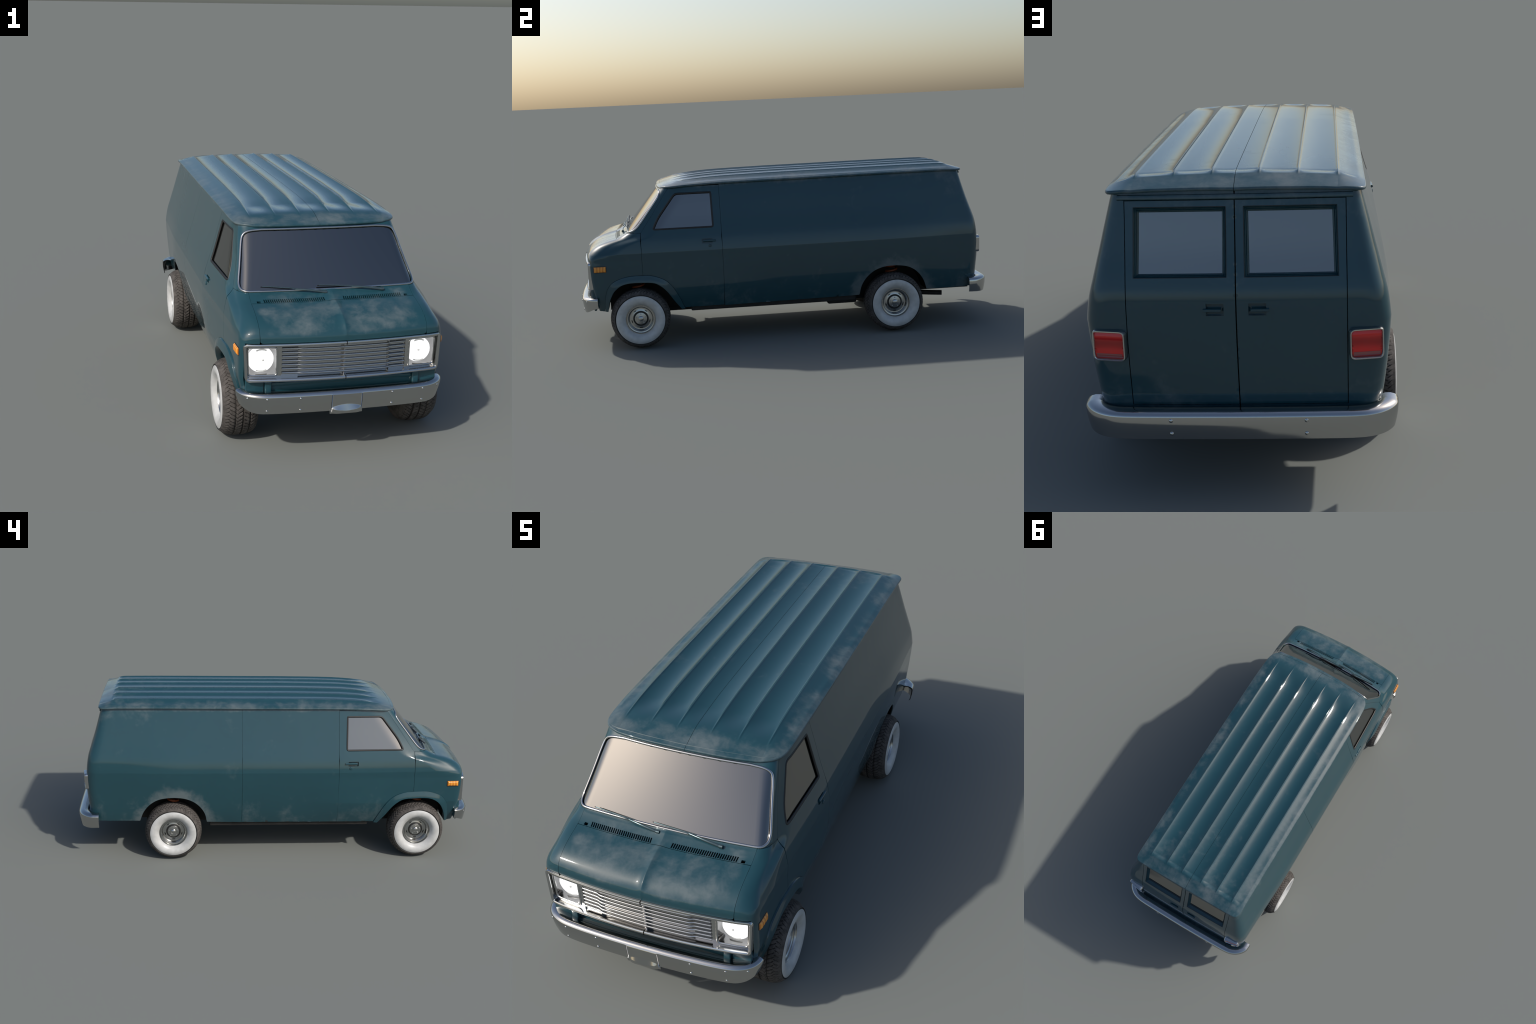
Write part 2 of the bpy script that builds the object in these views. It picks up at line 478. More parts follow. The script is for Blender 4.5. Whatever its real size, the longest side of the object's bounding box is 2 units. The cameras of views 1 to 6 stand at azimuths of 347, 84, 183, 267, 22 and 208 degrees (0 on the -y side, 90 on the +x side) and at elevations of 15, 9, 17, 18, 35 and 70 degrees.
paint(); tyre_rubber(); white_wall()
simple("chrome", (.52, .52, .51), .13, 1.0)
simple("bumper_chrome", (.48, .48, .47), .13, 1.0)
simple("rim_steel", (.44, .44, .43), .26, 1.0)
simple("tinted_glass", (.245, .242, .232), .05, 1.0)
simple("lamp_reflector", (.20, .20, .20), .12, 1.0)  # chrome darkened so the lens glow mirrored in the bowl stays dim
simple("black_rubber", (.012, .012, .012), .5)
simple("tread_groove", (.024, .021, .019), .9, spec=.2)
simple("dark_void", (.004, .004, .004), .9, spec=.1)
simple("underbody_black", (.016, .015, .014), .8, vary=.4, vscale=12)
simple("spring_orange", (.16, .032, .005), .5)
simple("wiper_metal", (.09, .13, .14), .25, .7)
simple("rusty_steel", (.035, .030, .028), .7, .3)
simple("lamp_white", (.9, .9, .9), .1, emit=((1, 1, 1), 1.3))
simple("bulb_dark", (.35, .35, .33), .3, emit=((1, 1, .97), .25))
lamp_glass("amber_lens", (.55, .17, .015), (.85, .34, .04), 22, 'Y')
lamp_glass("red_lens", (.42, .006, .007), (.75, .016, .014), 7, 'Z')
simple("clear_red_lens", (.30, .07, .065), .15, coat=1.0)

# ----------------------------------------------------------------- the vehicle
van = bpy.data.objects.new("panel_van", None); COL.objects.link(van)
van["label"] = "old teal panel van with chrome bumpers and whitewall tyres"
van["category"] = "van"
van.empty_display_size = .2

SILL = lin([(-.93,.180),(-.86,.178),(-.50,.174),(0,.176),(.35,.182),(.69,.190),(.95,.190)])
arch_front = [(-.512,.172),(-.541,.215),(-.573,.264),(-.600,.293),(-.635,.313),(-.692,.3185),(-.755,.318),(-.795,.307),
              (-.826,.283),(-.846,.249),(-.857,.215),(-.864,.178)]
flare_front = [(-.496,.172),(-.521,.232),(-.552,.288),(-.588,.323),(-.640,.344),(-.692,.348),(-.747,.348),(-.798,.337),
               (-.834,.319),(-.858,.288),(-.871,.240),(-.877,.179)]
arch_rear = [(.346,.182),(.357,.233),(.381,.273),(.416,.303),(.458,.320),(.500,.3255),(.545,.324),(.594,.313),(.638,.284),
             (.669,.242),(.688,.190)]
def close_in(pts, c, d):
    return [(y + d*(c[0]-y)/math.hypot(c[0]-y, c[1]-z), z + d*(c[1]-z)/math.hypot(c[0]-y, c[1]-z)) for y, z in pts]
arch_front = close_in(arch_front, (-.69, .15), .003); arch_rear = close_in(arch_rear, (.518, .15), .004)
arch_front[0] = (-.514, .173); arch_front[-1] = (-.862, .178); arch_rear[0] = (.350, .182); arch_rear[-1] = (.684, .190)
def spline(pts, k=6):
    p = np.array(pts); t = np.concatenate([[0], np.cumsum(np.linalg.norm(np.diff(p, axis=0), axis=1))])
    fx = table(list(zip(t, p[:, 0]))); 
    # z may turn: plain Catmull-Rom
    out = []
    q = np.vstack([2*p[0]-p[1], p, 2*p[-1]-p[-2]])
    for i in range(1, len(q)-2):
        for s in np.arange(k)/k:
            a, b, c, d = q[i-1], q[i], q[i+1], q[i+2]
            out.append(tuple(.5*((2*b) + (c-a)*s + (2*a-5*b+4*c-d)*s*s + (3*b-a-3*c+d)*s**3)))
    out.append(tuple(p[-1]))
    return out
af = spline(arch_front, 4); ff = spline(flare_front, 4); ar = spline(arch_rear, 4)

# ---- front fender: nose corner, side up to the door seam, down over the arch
DOOR_F = -.6875; DOOR_R = -.3065
fl_split = [p for p in ff if p[0] < DOOR_F]           # part of the flare ahead of the door seam
fl_door = [p for p in ff if p[0] > DOOR_F]
UN = .338                                             # where the fender turns onto the nose behind the bezel
fender = [(UF, .4215), (UF, .5195), (UF, .545), (.345, .545)] + SP([(-.690, .546), (DOOR_F, .545), (DOOR_F, .452), (DOOR_F, .3485)]) \
    + SP(fl_split) + SP([(-.884, .179)]) + [(UC - .004, .180), (UN, .182), (UN, .285), (UN, .4215)]
o = panel("front_fender", fender, "teal_paint", van, du=.010, dz=.006, zlines=[.452])
mirror(o)
# flare over the front wheel
def flare(name, inner, outer_pts, parent):
    n = 60
    def resample(p):
        p = np.array(p); t = np.concatenate([[0], np.cumsum(np.linalg.norm(np.diff(p, axis=0), axis=1))]); t /= t[-1]
        s = np.linspace(0, 1, n); return np.stack([np.interp(s, t, p[:, 0]), np.interp(s, t, p[:, 1])], 1)
    a = resample(inner); b = resample(outer_pts)
    rows = []
    for k, o in ((1.0, -.006), (1.0, .0035), (.97, .0050), (.55, .0085), (.10, .0135), (.02, .0135), (-.02, .011), (-.02, -.016)):
        q = a + (b - a)*k
        P, N = skin(np.array([u_side(y, z) for y, z in q]), q[:, 1])
        P = P.copy(); P[:, 0] += o
        rows.append(P)
    m = len(rows); verts = np.stack(rows, 1).reshape(-1, 3)
    faces = [(i*m+j, (i+1)*m+j, (i+1)*m+j+1, i*m+j+1) for i in range(n-1) for j in range(m-1)]
    return new_obj(name, verts, faces, "teal_paint", parent, angle=38)
o = flare("wheel_arch_flare", af, ff, van); mirror(o)

# ---- cab door
win = [(-.347, .7195), (-.345, .563), (-.352, .5605), (-.620, .5605), (-.627, .568), (-.604, .612), (-.523, .7165), (-.514, .7195)]
win_r = round_poly([(-.3465,.7205),(-.3440,.5600),(-.6285,.5600),(-.6050,.6090),(-.5180,.7205)], [.006,.010,.010,.05,.016])
door = SP([(DOOR_R, .752), (DOOR_R, .452), (DOOR_R, .300), (-.3085, .178), (-.497, .176)]) + SP(fl_door)[1:] \
    + SP([(DOOR_F, .3485), (DOOR_F, .452), (DOOR_F, .5450), (-.6835, .5475), (-.600, .668), (-.561, .725), (-.549, .7415), (-.535, .752)])
handle_hole = round_poly([(-.402,.484),(-.352,.484),(-.352,.507),(-.402,.507)], .004, 3)
def window_unit(parent, outline2d, conv, seal_r, glass_off, glass_name, seal_mat, surf=skin, sunk=-.002):
    pts = conv(dense(outline2d, .012, .012))
    u = np.array([p[0] for p in pts]); z = np.array([p[1] for p in pts])
    P, N = surf(u, z, sunk)
    s = sweep("window_seal", P, N, ring(seal_r*.8, 8, seal_r), seal_mat, parent)
    g = panel(glass_name, conv(dense(outline2d, .012, .012)), "tinted_glass", parent, gap=-.002, off=glass_off, flange=0, du=.02, dz=.02, surf=surf)
    return s, g
def handle_unit(parent, sgn):
    c = handle_hole
    cup = panel("handle_recess", SP([(-.404,.482),(-.350,.482),(-.350,.509),(-.404,.509)]), "teal_paint", parent, gap=0, off=-.0125, flange=0)
    P, N = skin(np.array([u_side(y, .4965) for y in np.linspace(-.396, -.336, 9)]), np.full(9, .4965), .0015)
    lev = sweep("door_handle", P, N, [(.004,-.003),(.005,0),(.004,.003),(0,.005),(-.004,.005),(-.004,-.005),(0,-.005)], "teal_paint", parent, closed=False, angle=45)
    P, N = skin(np.array([u_side(-.364, .474)]), np.array([.474]), 0)
    key = lathe("key_lock", [(0,.0075),(.003,.0075),(.0045,.006),(.0045,0)], (P[0][0]-.001, P[0][1], P[0][2]), "teal_paint", parent, seg=20)
    return [cup, lev, key]
d1 = panel("cab_door", door, "teal_paint", van, holes=[SP(win_r + win_r[:1])[:-1], SP(handle_hole + handle_hole[:1])[:-1]], du=.012, dz=.008, zlines=[.452])
d2 = mirror(d1)
parts = [*window_unit(d1, win_r, SP, .0048, -.006, "door_window", "black_rubber"), *handle_unit(d1, 1)]
for p in parts: mirror(p, d2)

# ---- windscreen surround (pillars and header) with the opening
ZW0, ZW1 = .5475, .7365
wb, wt = .352, .345
screen_half = [(0, ZW1), (.255, ZW1 - .001), (.310, ZW1 - .006), (.338, ZW1 - .020), (wt + .001, ZW1 - .045), (wt + .004, .64), (wb, .585), (.350, .566), (.340, .5545), (.320, .549), (.29, ZW0), (0, ZW0)]
screen_half = screen_half[:1] + spline(screen_half[1:-1], 4) + screen_half[-1:]
screen = screen_half + [(-u, z) for u, z in reversed(screen_half[1:-1])]
fr_half = [(0, .757), (.30, .757)] + SP([(-.531, .757), (-.535, .752), (-.549, .7415), (-.561, .725), (-.600, .668), (-.6835, .5475), (-.690, .546)]) + [(.345, .545), (.30, .545), (0, .545)]
frame = fr_half + [(-u, z) for u, z in reversed(fr_half[1:-1])]
ws_frame = panel("windshield_frame", frame, "teal_paint", van, holes=[screen], du=.012, dz=.008, gap=.0002, hole_gap=0)
ws = panel("windshield", screen, "tinted_glass", van, gap=-.001, off=-.003, du=.012, dz=.010, flange=0)
pts = dense(screen, .012, .012); P, N = skin(np.array([p[0] for p in pts]), np.array([p[1] for p in pts]), .0012)
sweep("windshield_trim", P, N, ring(.0030, 8, .0042), "chrome", ws)

# ---- hood and slotted cowl
hood_o = [(-UF, .4215), (UF, .4215), (UF, .5193), (-UF, .5193)]
hz = [.43,.44,.446,.452,.457,.462,.467,.472,.477,.482,.487,.492,.496,.500,.504,.5075,.511,.514,.5165,.518]
hl = [s*q for q in (.0,.002,.004,.006,.009,.012,.016,.020,.025,.030) for s in (1,-1)]
panel("hood", round_poly(hood_o, [.012,.012,0,0], 5), "teal_paint", van, du=.012, dz=.0042, ulines=hl, gap=.0003)
slots = []
for sg in (1, -1):
    for i in range(30):
        x = .034 + i*.0074
        slots.append([(sg*q, z) for q, z in ((x, .5204), (x+.0046, .5204), (x+.0061, .5275), (x+.0015, .5275))])
    slots.append([(sg*q, z) for q, z in ((.266, .5202), (.279, .5202), (.279, .5240), (.266, .5240))])
cowl_o = [(-UF, .5195), (UF, .5195), (UF, .5455), (-UF, .5455)]
cowl = panel("cowl", cowl_o, "teal_paint", van, holes=[s if area(s) > 0 else s[::-1] for s in slots], du=.012, dz=.0032, zlines=[.5202], ulines=hl, gap=.0001, flange=.007)

# ---- body sides
def side_panels():
    top = .762
    rear_loop = RP([(.001, .768), (.001, .7435), (.2685, .7435), (.2685, .60), (.2685, .45), (.2685, .2360), (.001, .2360), (.001, .196)])
    tail = [(US, .191)]
    def quarter(y0):
        q = SP([(y0, top), (y0, .452), (y0, float(SILL(y0))), (.30, .181)]) + SP(ar) + SP([(.72, .190), (.84, .190)]) + [(US, .191), (UR, .193)] \
            + list(reversed(rear_loop)) + [(UR, .766), (US, .764)]
        return panel("rear_quarter_panel", q, "teal_paint", van, du=.014, dz=.008, zlines=[.452, .53])
    right = quarter(DOOR_R)
    left_src = quarter(.174)
    left = mirror(left_src); bpy.data.objects.remove(left_src)
    s = panel("side_panel", SP([(DOOR_R, top), (DOOR_R, .452), (-.3085, .178), (.174, .179), (.174, .452), (.174, top)]), "teal_paint", van, du=.016, dz=.008, zlines=[.452, .53])
    mirror(s); bpy.data.objects.remove(s)
side_panels()

# ---- rear doors
rw = [(.0335, .5735), (.2380, .5735), (.2350, .7160), (.0320, .7160)]
rw_out = [(.0215, .5630), (.2490, .5630), (.2465, .7275), (.0210, .7275)]
rh = [(.0300, .4725), (.0730, .4725), (.0730, .5020), (.0300, .5020)]
rd_o = [(.0010, .2370), (.2675, .2370), (.2675, .45), (.2675, .60), (.2675, .7425), (.0010, .7425)]
rd = panel("rear_door", RP(rd_o), "teal_paint", van, holes=[RP(round_poly(rw_out, .004, 3)), RP(rh)], du=.014, dz=.008, gap=.0004)
def stepped_frame(parent):
    n = 4; loops = []
    ro = dense(rw_out, .02, .02); 
    specs = [(0, -.001), (.25, -.006), (.30, -.0045), (.55, -.0095), (.62, -.008), (1.0, -.0155)]
    k = 24
    def along(q, t):
        q = [np.array(v) for v in q]; out = []
        for i in range(4):
            for s in np.arange(k)/k: out.append(tuple(q[i]*(1-s) + q[(i+1) % 4]*s))
        return np.array(out)
    a = along(rw_out, 0); b = along(rw, 0); rows = []
    for f, o in specs:
        q = a + (b-a)*f; u = np.array([u_rear(x, z) for x, z in q])
        P, N = skin(u, q[:, 1], o); rows.append(P)
    m = len(rows); nn = len(a); verts = np.stack(rows, 1).reshape(-1, 3)
    faces = [(i*m+j, i*m+j+1, ((i+1) % nn)*m+j+1, ((i+1) % nn)*m+j) for i in range(nn) for j in range(m-1)]
    fr = new_obj("window_frame", verts, faces, "teal_paint", parent, angle=25)
    gl = panel("rear_window", RP(dense(rw, .02, .02)), "tinted_glass", parent, gap=-.001, off=-.0155, flange=0, du=.03, dz=.03)
    sp = dense([tuple(.99*np.array(p) + .01*np.array(q)) for p, q in zip(rw_out, rw)], .015, .015)
    P, N = skin(np.array([u_rear(x, z) for x, z in sp]), np.array([z for x, z in sp]), -.0005)
    se = sweep("window_seal", P, N, ring(.0008, 6, .0011), "black_rubber", parent)
    return [fr, gl, se]
def rear_handle(parent):
    cup = panel("handle_recess", RP([(.028,.470),(.075,.470),(.075,.504),(.028,.504)]), "teal_paint", parent, gap=0, off=-.010, flange=0)
    xs = np.linspace(.036, .080, 9)
    P, N = skin(np.array([u_rear(x, .4865) for x in xs]), np.full(9, .4865), .003)
    lev = sweep("door_handle", P, N, [(.004,-.0025),(.004,.0025),(.001,.004),(-.004,.003),(-.004,-.003),(.001,-.004)], "teal_paint", parent, closed=False, angle=45)
    return [cup, lev]
rd2 = mirror(rd)
for p in stepped_frame(rd) + rear_handle(rd): mirror(p, rd2)
# drip rail over the rear doors
xs = np.linspace(-.285, .285, 41)
P, N = skin(np.array([math.copysign(1, x)*1.0*u_rear(abs(x), .751) for x in xs]), np.full(41, .751), .0)
P[:, 0] = xs
sweep("drip_rail", P, N, [(.0045,-.006),(.0055,0),(.0045,.004),(0,.006),(-.004,.006),(-.004,-.008),(0,-.008)], "teal_paint", van, closed=False, angle=45)

# ---- roof: crowned shell with six pressed ribs
RIBS = [-.250, -.153, -.058, .058, .153, .250]
crest = table([(0,.8030),(.058,.8025),(.153,.7995),(.250,.7935),(.285,.7825),(.322,.7660)])
drop = table([(-.66,.068),(-.598,.050),(-.56,.0375),(-.51,.0235),(-.46,.0160),(-.40,.0095),(-.30,.0040),(-.15,.0012),(.0,0),
              (.60,0),(.785,.0008),(.800,.0028),(.815,.0075),(.845,.0185),(.876,.0300),(.90,.042)])
def roof_z(x, y, shade=False):
    """height of the roof; shade=True gives deeper troughs, used only to steer the reflections"""
    x = np.asarray(x, float); y = np.asarray(y, float); a = np.abs(x)
    z = crest(a) - drop(y)*np.interp(a, [0,.25,.32], [1,.95,.25 + 0*1])
    zf = crest(a) - drop(y)*np.where(y < 0, np.interp(a, [0,.25,.32], [1,.92,.45]), np.interp(a, [0,.25,.32], [1,.80,.10]))
    fade = smooth(-.515, -.40, y)*smooth(.818, .792, y)
    e = [0, .058, .153, .250]
    d = np.zeros_like(a)
    lo = [-.058, .058, .153]; hi = [.058, .153, .250]
    for l, h in zip(lo, hi):
        m = (a >= max(l, 0)) & (a <= h); t = 2*(a - l)/(h - l) - 1
        d = np.where(m, .0130*(1 - np.abs(t)**2.0) if shade else .0034*(1 - np.abs(t)**3.0), d)
    t = (a - .250)/.05
    d = np.where(a > .250, .0035*np.clip(1 - (2*t - 1)**2, 0, 1)*(t < 1), d)
    zf = zf + .0024*smooth(-.25, .65, y) - .0014
    bead = sum(np.exp(-((a - r)/.0032)**2) for r in (.058, .153, .250))*.0016
    fb = smooth(-.535, -.50, y)*smooth(.826, .808, y)
    return zf - d*fade + bead*fb
def roof_surf(U, V, off=0.0):
    x = np.asarray(U, float); y = np.asarray(V, float); e = 6e-4
    gx = (roof_z(x+e, y) - roof_z(x-e, y))/(2*e); gy = (roof_z(x, y+e) - roof_z(x, y-e))/(2*e)
    n = np.stack([-gx, -gy, np.ones_like(x)], 1); n /= np.linalg.norm(n, axis=1)[:, None]
    return np.stack([x, y, roof_z(x, y)], 1) + n*off, n
def roof_outline():
    pts = [(.0006, -.599), (.10, -.5975), (.18, -.592), (.235, -.584), (.268, -.574), (.289, -.560), (.3025, -.541), (.309, -.518), (.3125, -.48),
           (.315, -.38), (.316, -.1), (.316, .2), (.3145, .6), (.3140, .78), (.3140, .835), (.3110, .856), (.3015, .869), (.280, .8735), (.20, .8745), (.10, .8750), (.0006, .8755)]
    mid = spline(pts, 4)
    return mid
ro = roof_outline()
xl = sorted({round(r + d, 5) for r in (.058, .153, .25) for d in (-.012,-.008,-.0055,-.0035,-.002,-.001,0,.001,.002,.0035,.0055,.008,.012)})
def build_roof():
    out = ro
    ob = panel("roof_panel", out, "teal_paint", roof, du=.0085, dz=.0125, ulines=xl, zlines=[.792,.797,.802,.806,.811,.815,.819], gap=0, surf=roof_surf, flange=0)
    # rolled drip edge round the outline
    P = np.array(dense(out, .0085, .0125, closed=False))
    T = np.gradient(P, axis=0); T /= np.linalg.norm(T, axis=1)[:, None]
    Nn = np.stack([T[:, 1], -T[:, 0]], 1)
    Nn[np.sum(Nn*(P - [0, .13]), 1) < 0] *= -1
    z = roof_z(P[:, 0], P[:, 1])
    sec = [(0, 0), (.0022, -.0004), (.0042, -.0030), (.0046, -.0062), (.0030, -.0088), (-.0005, -.0098), (-.016, -.0098), (-.03, -.010)]
    rows = []
    for a, b in sec: rows.append(np.stack([np.maximum(P[:, 0] + Nn[:, 0]*a, .0006), P[:, 1] + Nn[:, 1]*a, z + b], 1))
    m = len(sec); v = np.stack(rows, 1).reshape(-1, 3); n = len(P)
    f = [(i*m+j, i*m+j+1, (i+1)*m+j+1, (i+1)*m+j) for i in range(n-1) for j in range(m-1)]
    gu = new_obj("roof_gutter", v, f, "teal_paint", roof, angle=60)
    return ob, gu
roof = bpy.data.objects.new("roof", None); COL.objects.link(roof); roof.parent = van
def sweep_normals(ob):
    co = np.empty(len(ob.data.vertices)*3); ob.data.vertices.foreach_get("co", co); co = co.reshape(-1, 3)
    x, y = co[:, 0], co[:, 1]; e = 8e-4
    gx = (roof_z(x+e, y, True) - roof_z(x-e, y, True))/(2*e); gy = (roof_z(x, y+e, True) - roof_z(x, y-e, True))/(2*e)
    n = np.stack([-gx, -gy, np.ones_like(x)], 1); n /= np.linalg.norm(n, axis=1)[:, None]
    ob.data.normals_split_custom_set_from_vertices(n.tolist())  # normals bent past the real troughs to deepen light and dark between ribs
rp, rg = build_roof(); rp2 = mirror(rp); mirror(rg)
sweep_normals(rp); sweep_normals(rp2)
# dark backing under the seam in the roof
v = [(x, y, float(roof_z(.02, y)) - .010) for y in np.linspace(-.59, .865, 30) for x in (-.02, .02)]
new_obj("seam_backing", v, [(2*i, 2*i+1, 2*i+3, 2*i+2) for i in range(29)], "dark_void", roof)

# ---- dark inner shell seen through seams and slots
ar_b = [(y, z + .012) for y, z in ar]; af_b = [(y, z + .01) for y, z in ff]
li = [(0, .752), (UE, .752), (UE, .200)] + [(US, .20)] + SP(list(reversed([(.340,.19)] + ar_b + [(.694,.19)]))) + \
     SP([(.2, .19), (-.3, .188), (-.490, .186)]) + SP(af_b) + SP([(-.884, .19)]) + [(UC, .20), (.362, .20), (.362, .415), (0, .415)]
o = panel("inner_shell", li, "dark_void", van, du=.03, dz=.02, zlines=hz + [.52,.525,.53,.535,.54,.545], gap=0, off=-.017, flange=0); mirror(o)

# ---- wheel wells, floor, sills
def well(name, pts, x_in, parent):
    p = np.array(spline(pts, 3)); P, N = skin(np.array([u_side(y, z) for y, z in p]), p[:, 1])
    v = []; 
    for q in P: v += [(q[0] - .004, q[1], q[2]), (x_in, q[1], q[2])]
    n = len(P)
    return new_obj(name, v, [(2*i, 2*i+1, 2*i+3, 2*i+2) for i in range(n-1)], "dark_void", parent)
for pts in (arch_front, arch_rear):
    o = well("wheel_well", pts, .22, van); mirror(o)
box("floor_pan", (-.235, -.855, .165), (.235, .925, .34), "underbody_black", van)
for y0, y1 in ((-.500, .350), (.692, .925)):
    o = box("floor_side", (.235, y0, .196), (.325, y1, .215), "underbody_black", van); mirror(o)
o = box("rocker_rail", (.300, -.468, .155), (.334, .336, .194), "underbody_black", van, bevel=.006); mirror(o)
o = box("frame_rail", (.17, -.80, .135), (.205, .66, .17), "underbody_black", van, bevel=.004); mirror(o)
for y in (-.71, .518):
    lathe("axle", [(-.27,0),(-.27,.018),(.27,.018),(.27,0)], (0, y, .142), "rusty_steel", van, seg=20)
    lathe("differential", [(-.06,0),(-.05,.04),(0,.055),(.05,.04),(.06,0)], (0.03, y, .142), "rusty_steel", van, seg=24, angle=80)
for y in (-.715, .520):
    t = np.linspace(0, 2*math.pi*5.5, 170)
    path = np.stack([.300 + .026*np.cos(t), y + .026*np.sin(t), .19 + .135*t/t[-1]], 1)
    o = sweep("coil_spring", path, np.stack([np.cos(t), np.sin(t), 0*t], 1), ring(.0055, 8), "spring_orange", van, closed=False, angle=80)
    mirror(o)
# exhaust on the right rear
ex = np.array(spline([(.12,.40,.150),(.15,.56,.150),(.185,.66,.146),(.205,.72,.143),(.222,.795,.1400)], 6))
sweep("exhaust_pipe", ex, np.tile([0,0,1.], (len(ex),1)), ring(.0125, 14), "rusty_steel", van, closed=False, angle=60)
box("fuel_tank", (.05, .20, .135), (.30, .345, .19), "underbody_black", van, bevel=.01)
# nose box behind grille and valance
box("radiator_support", (-.335, -.886, .19), (.335, -.86, .44), "dark_void", van)
val = box("front_valance", (-.338, -.926, .185), (.338, -.915, .300), "teal_paint", van, bevel=.003)
o = box("bumper_mount", (.257, -.942, .20), (.280, -.918, .290), "teal_paint", val, bevel=.003); mirror(o, val)
o = box("valance_panel", (.2825, -.932, .20), (.347, -.905, .290), "teal_paint", val, bevel=.003); mirror(o, val)
box("valance_bead", (-.257, -.932, .258), (.257, -.918, .272), "teal_paint", val, bevel=.004)
# rear step panel between doors and bumper
box("rear_step", (-.30, .930, .185), (.30, .972, .212), "teal_paint", van, bevel=.004)

# ---- grille and headlight surround
def G(x):
    a = np.abs(np.asarray(x, float)); return -.9645 + .21*a*a + 1.6*np.maximum(0, a - .30)**2
gr = bpy.data.objects.new("grille", None); COL.objects.link(gr); gr.parent = van
def bezel_path(hw0, hw1, z0, z1, r):
    p = round_poly([(hw1, z0), (hw0, z1), (-hw0, z1), (-hw1, z0)], r, 6); return dense(p, .012, .012)
p = np.array(bezel_path(.3515, .3455, .2890, .4155, .012))
P = np.stack([p[:, 0], G(p[:, 0]) - .001, p[:, 1]], 1)
sweep("grille_surround", P, np.tile([0, -1., 0], (len(P), 1)), [(.003,-.0052),(.0058,-.002),(.0062,.001),(.004,.0046),(-.002,.0055),(-.016,.0055),(-.03,.0055),(-.03,-.0050),(-.004,-.0055)], "chrome", gr, angle=40)
# flat chrome plate of the lamp bays with the square lamp opening
def gsurf(d):
    def f(U, V, off=0.0):
        x = np.asarray(U, float); z = np.asarray(V, float); e = 1e-3
        s = (G(x+e) - G(x-e))/(2*e); n = np.stack([s, -np.ones_like(x), 0*x], 1); n /= np.linalg.norm(n, axis=1)[:, None]
        return np.stack([x, G(x) + d, z], 1) + n*off, n
    return f
lamp_hole = round_poly([(.2375,.3020),(.3365,.3020),(.3395,.4030),(.2395,.4030)], .012, 5)
o = panel("lamp_bay", [(.224,.292),(.343,.292),(.350,.412),(.224,.412)], "chrome", gr, holes=[lamp_hole], surf=gsurf(.013), gap=0, flange=.006, du=.012, dz=.012); mirror(o)
# raised rim of the lamp opening
lp = np.array(dense(lamp_hole, .008, .008)); P, N = gsurf(.013)(lp[:, 0], lp[:, 1])
o = sweep("lamp_rim", P, N, ring(.0030, 8, .0035), "chrome", gr); mirror(o)
# reflector bowl tapering to the round lamp
LC = (.2875, .3495); LR = .0455
nb = 72; rows = []
c = np.array([LC[0], LC[1]])
pp = np.array(dense(lamp_hole, .003, .003)); ang = np.arctan2(pp[:, 1]-c[1], pp[:, 0]-c[0]); o_ = np.argsort(ang)
ang_s = ang[o_]; rad_s = np.linalg.norm(pp - c, axis=1)[o_]
th = np.linspace(-math.pi, math.pi, nb, endpoint=False)
ro_ = np.interp(th, ang_s, rad_s, period=2*math.pi)
for f, dep in ((1, .0125), (.97, .015), (.7, .028), (.35, .044), (0, .052)):
    r = LR*.98 + (ro_ - LR*.98)*f; x = c[0] + r*np.cos(th); z = c[1] + r*np.sin(th)
    rows.append(np.stack([x, G(x)*0.5 + .5*G(c[0]) + dep, z], 1))
v = np.stack(rows, 1).reshape(-1, 3); m = len(rows)
bowl = new_obj("lamp_bowl", v, [(i*m+j, i*m+j+1, ((i+1) % nb)*m+j+1, ((i+1) % nb)*m+j) for i in range(nb) for j in range(m-1)], "lamp_reflector", gr, angle=60)
mirror(bowl)
def headlight():
    hl = bpy.data.objects.new("headlight", None); COL.objects.link(hl); hl.parent = van
    y0 = float(G(c[0])) + .054
    rows = []; k = 48; th = np.linspace(0, 2*math.pi, k, endpoint=False)
    for r, d in ((1.0, 0), (1.0, -.010), (.97, -.0135), (.85, -.018), (.65, -.0215), (.4, -.0240), (.2, -.0250), (.001, -.0253)):
        rows.append(np.stack([c[0] + LR*r*np.cos(th), np.full(k, y0 + d), c[1] + LR*r*np.sin(th)], 1))
    v = np.stack(rows, 1).reshape(-1, 3); m = len(rows)
    a = new_obj("lamp_lens", v, [(i*m+j, i*m+j+1, ((i+1) % k)*m+j+1, ((i+1) % k)*m+j) for i in range(k) for j in range(m-1)], "lamp_white", hl, angle=60)
    b = lathe("lamp_bulb", [(-.0045,0),(-.0038,.0025),(0,.0042),(.0038,.0025),(.0045,0)], (c[0]-.004, y0-.0255, c[1]+.003), "bulb_dark", hl, seg=16, angle=80)
    # two grey moulded bands near rim, top and bottom
    bands = []
    for s in (1, -1):
        t = np.linspace(math.radians(62), math.radians(118), 14)*s
        path = np.stack([c[0] + LR*.84*np.cos(t), np.full(14, y0 - .0178), c[1] + LR*.84*np.sin(t)], 1)
        bands.append(sweep("lens_band", path, np.tile([0,-1.,0], (14,1)), ring(.0014, 6, .0042), "bulb_dark", hl, closed=False))
    return hl, [a, b] + bands
hl1, ps = headlight()
hl2 = bpy.data.objects.new("headlight", None); COL.objects.link(hl2); hl2.parent = van
for q in ps: mirror(q, hl2)
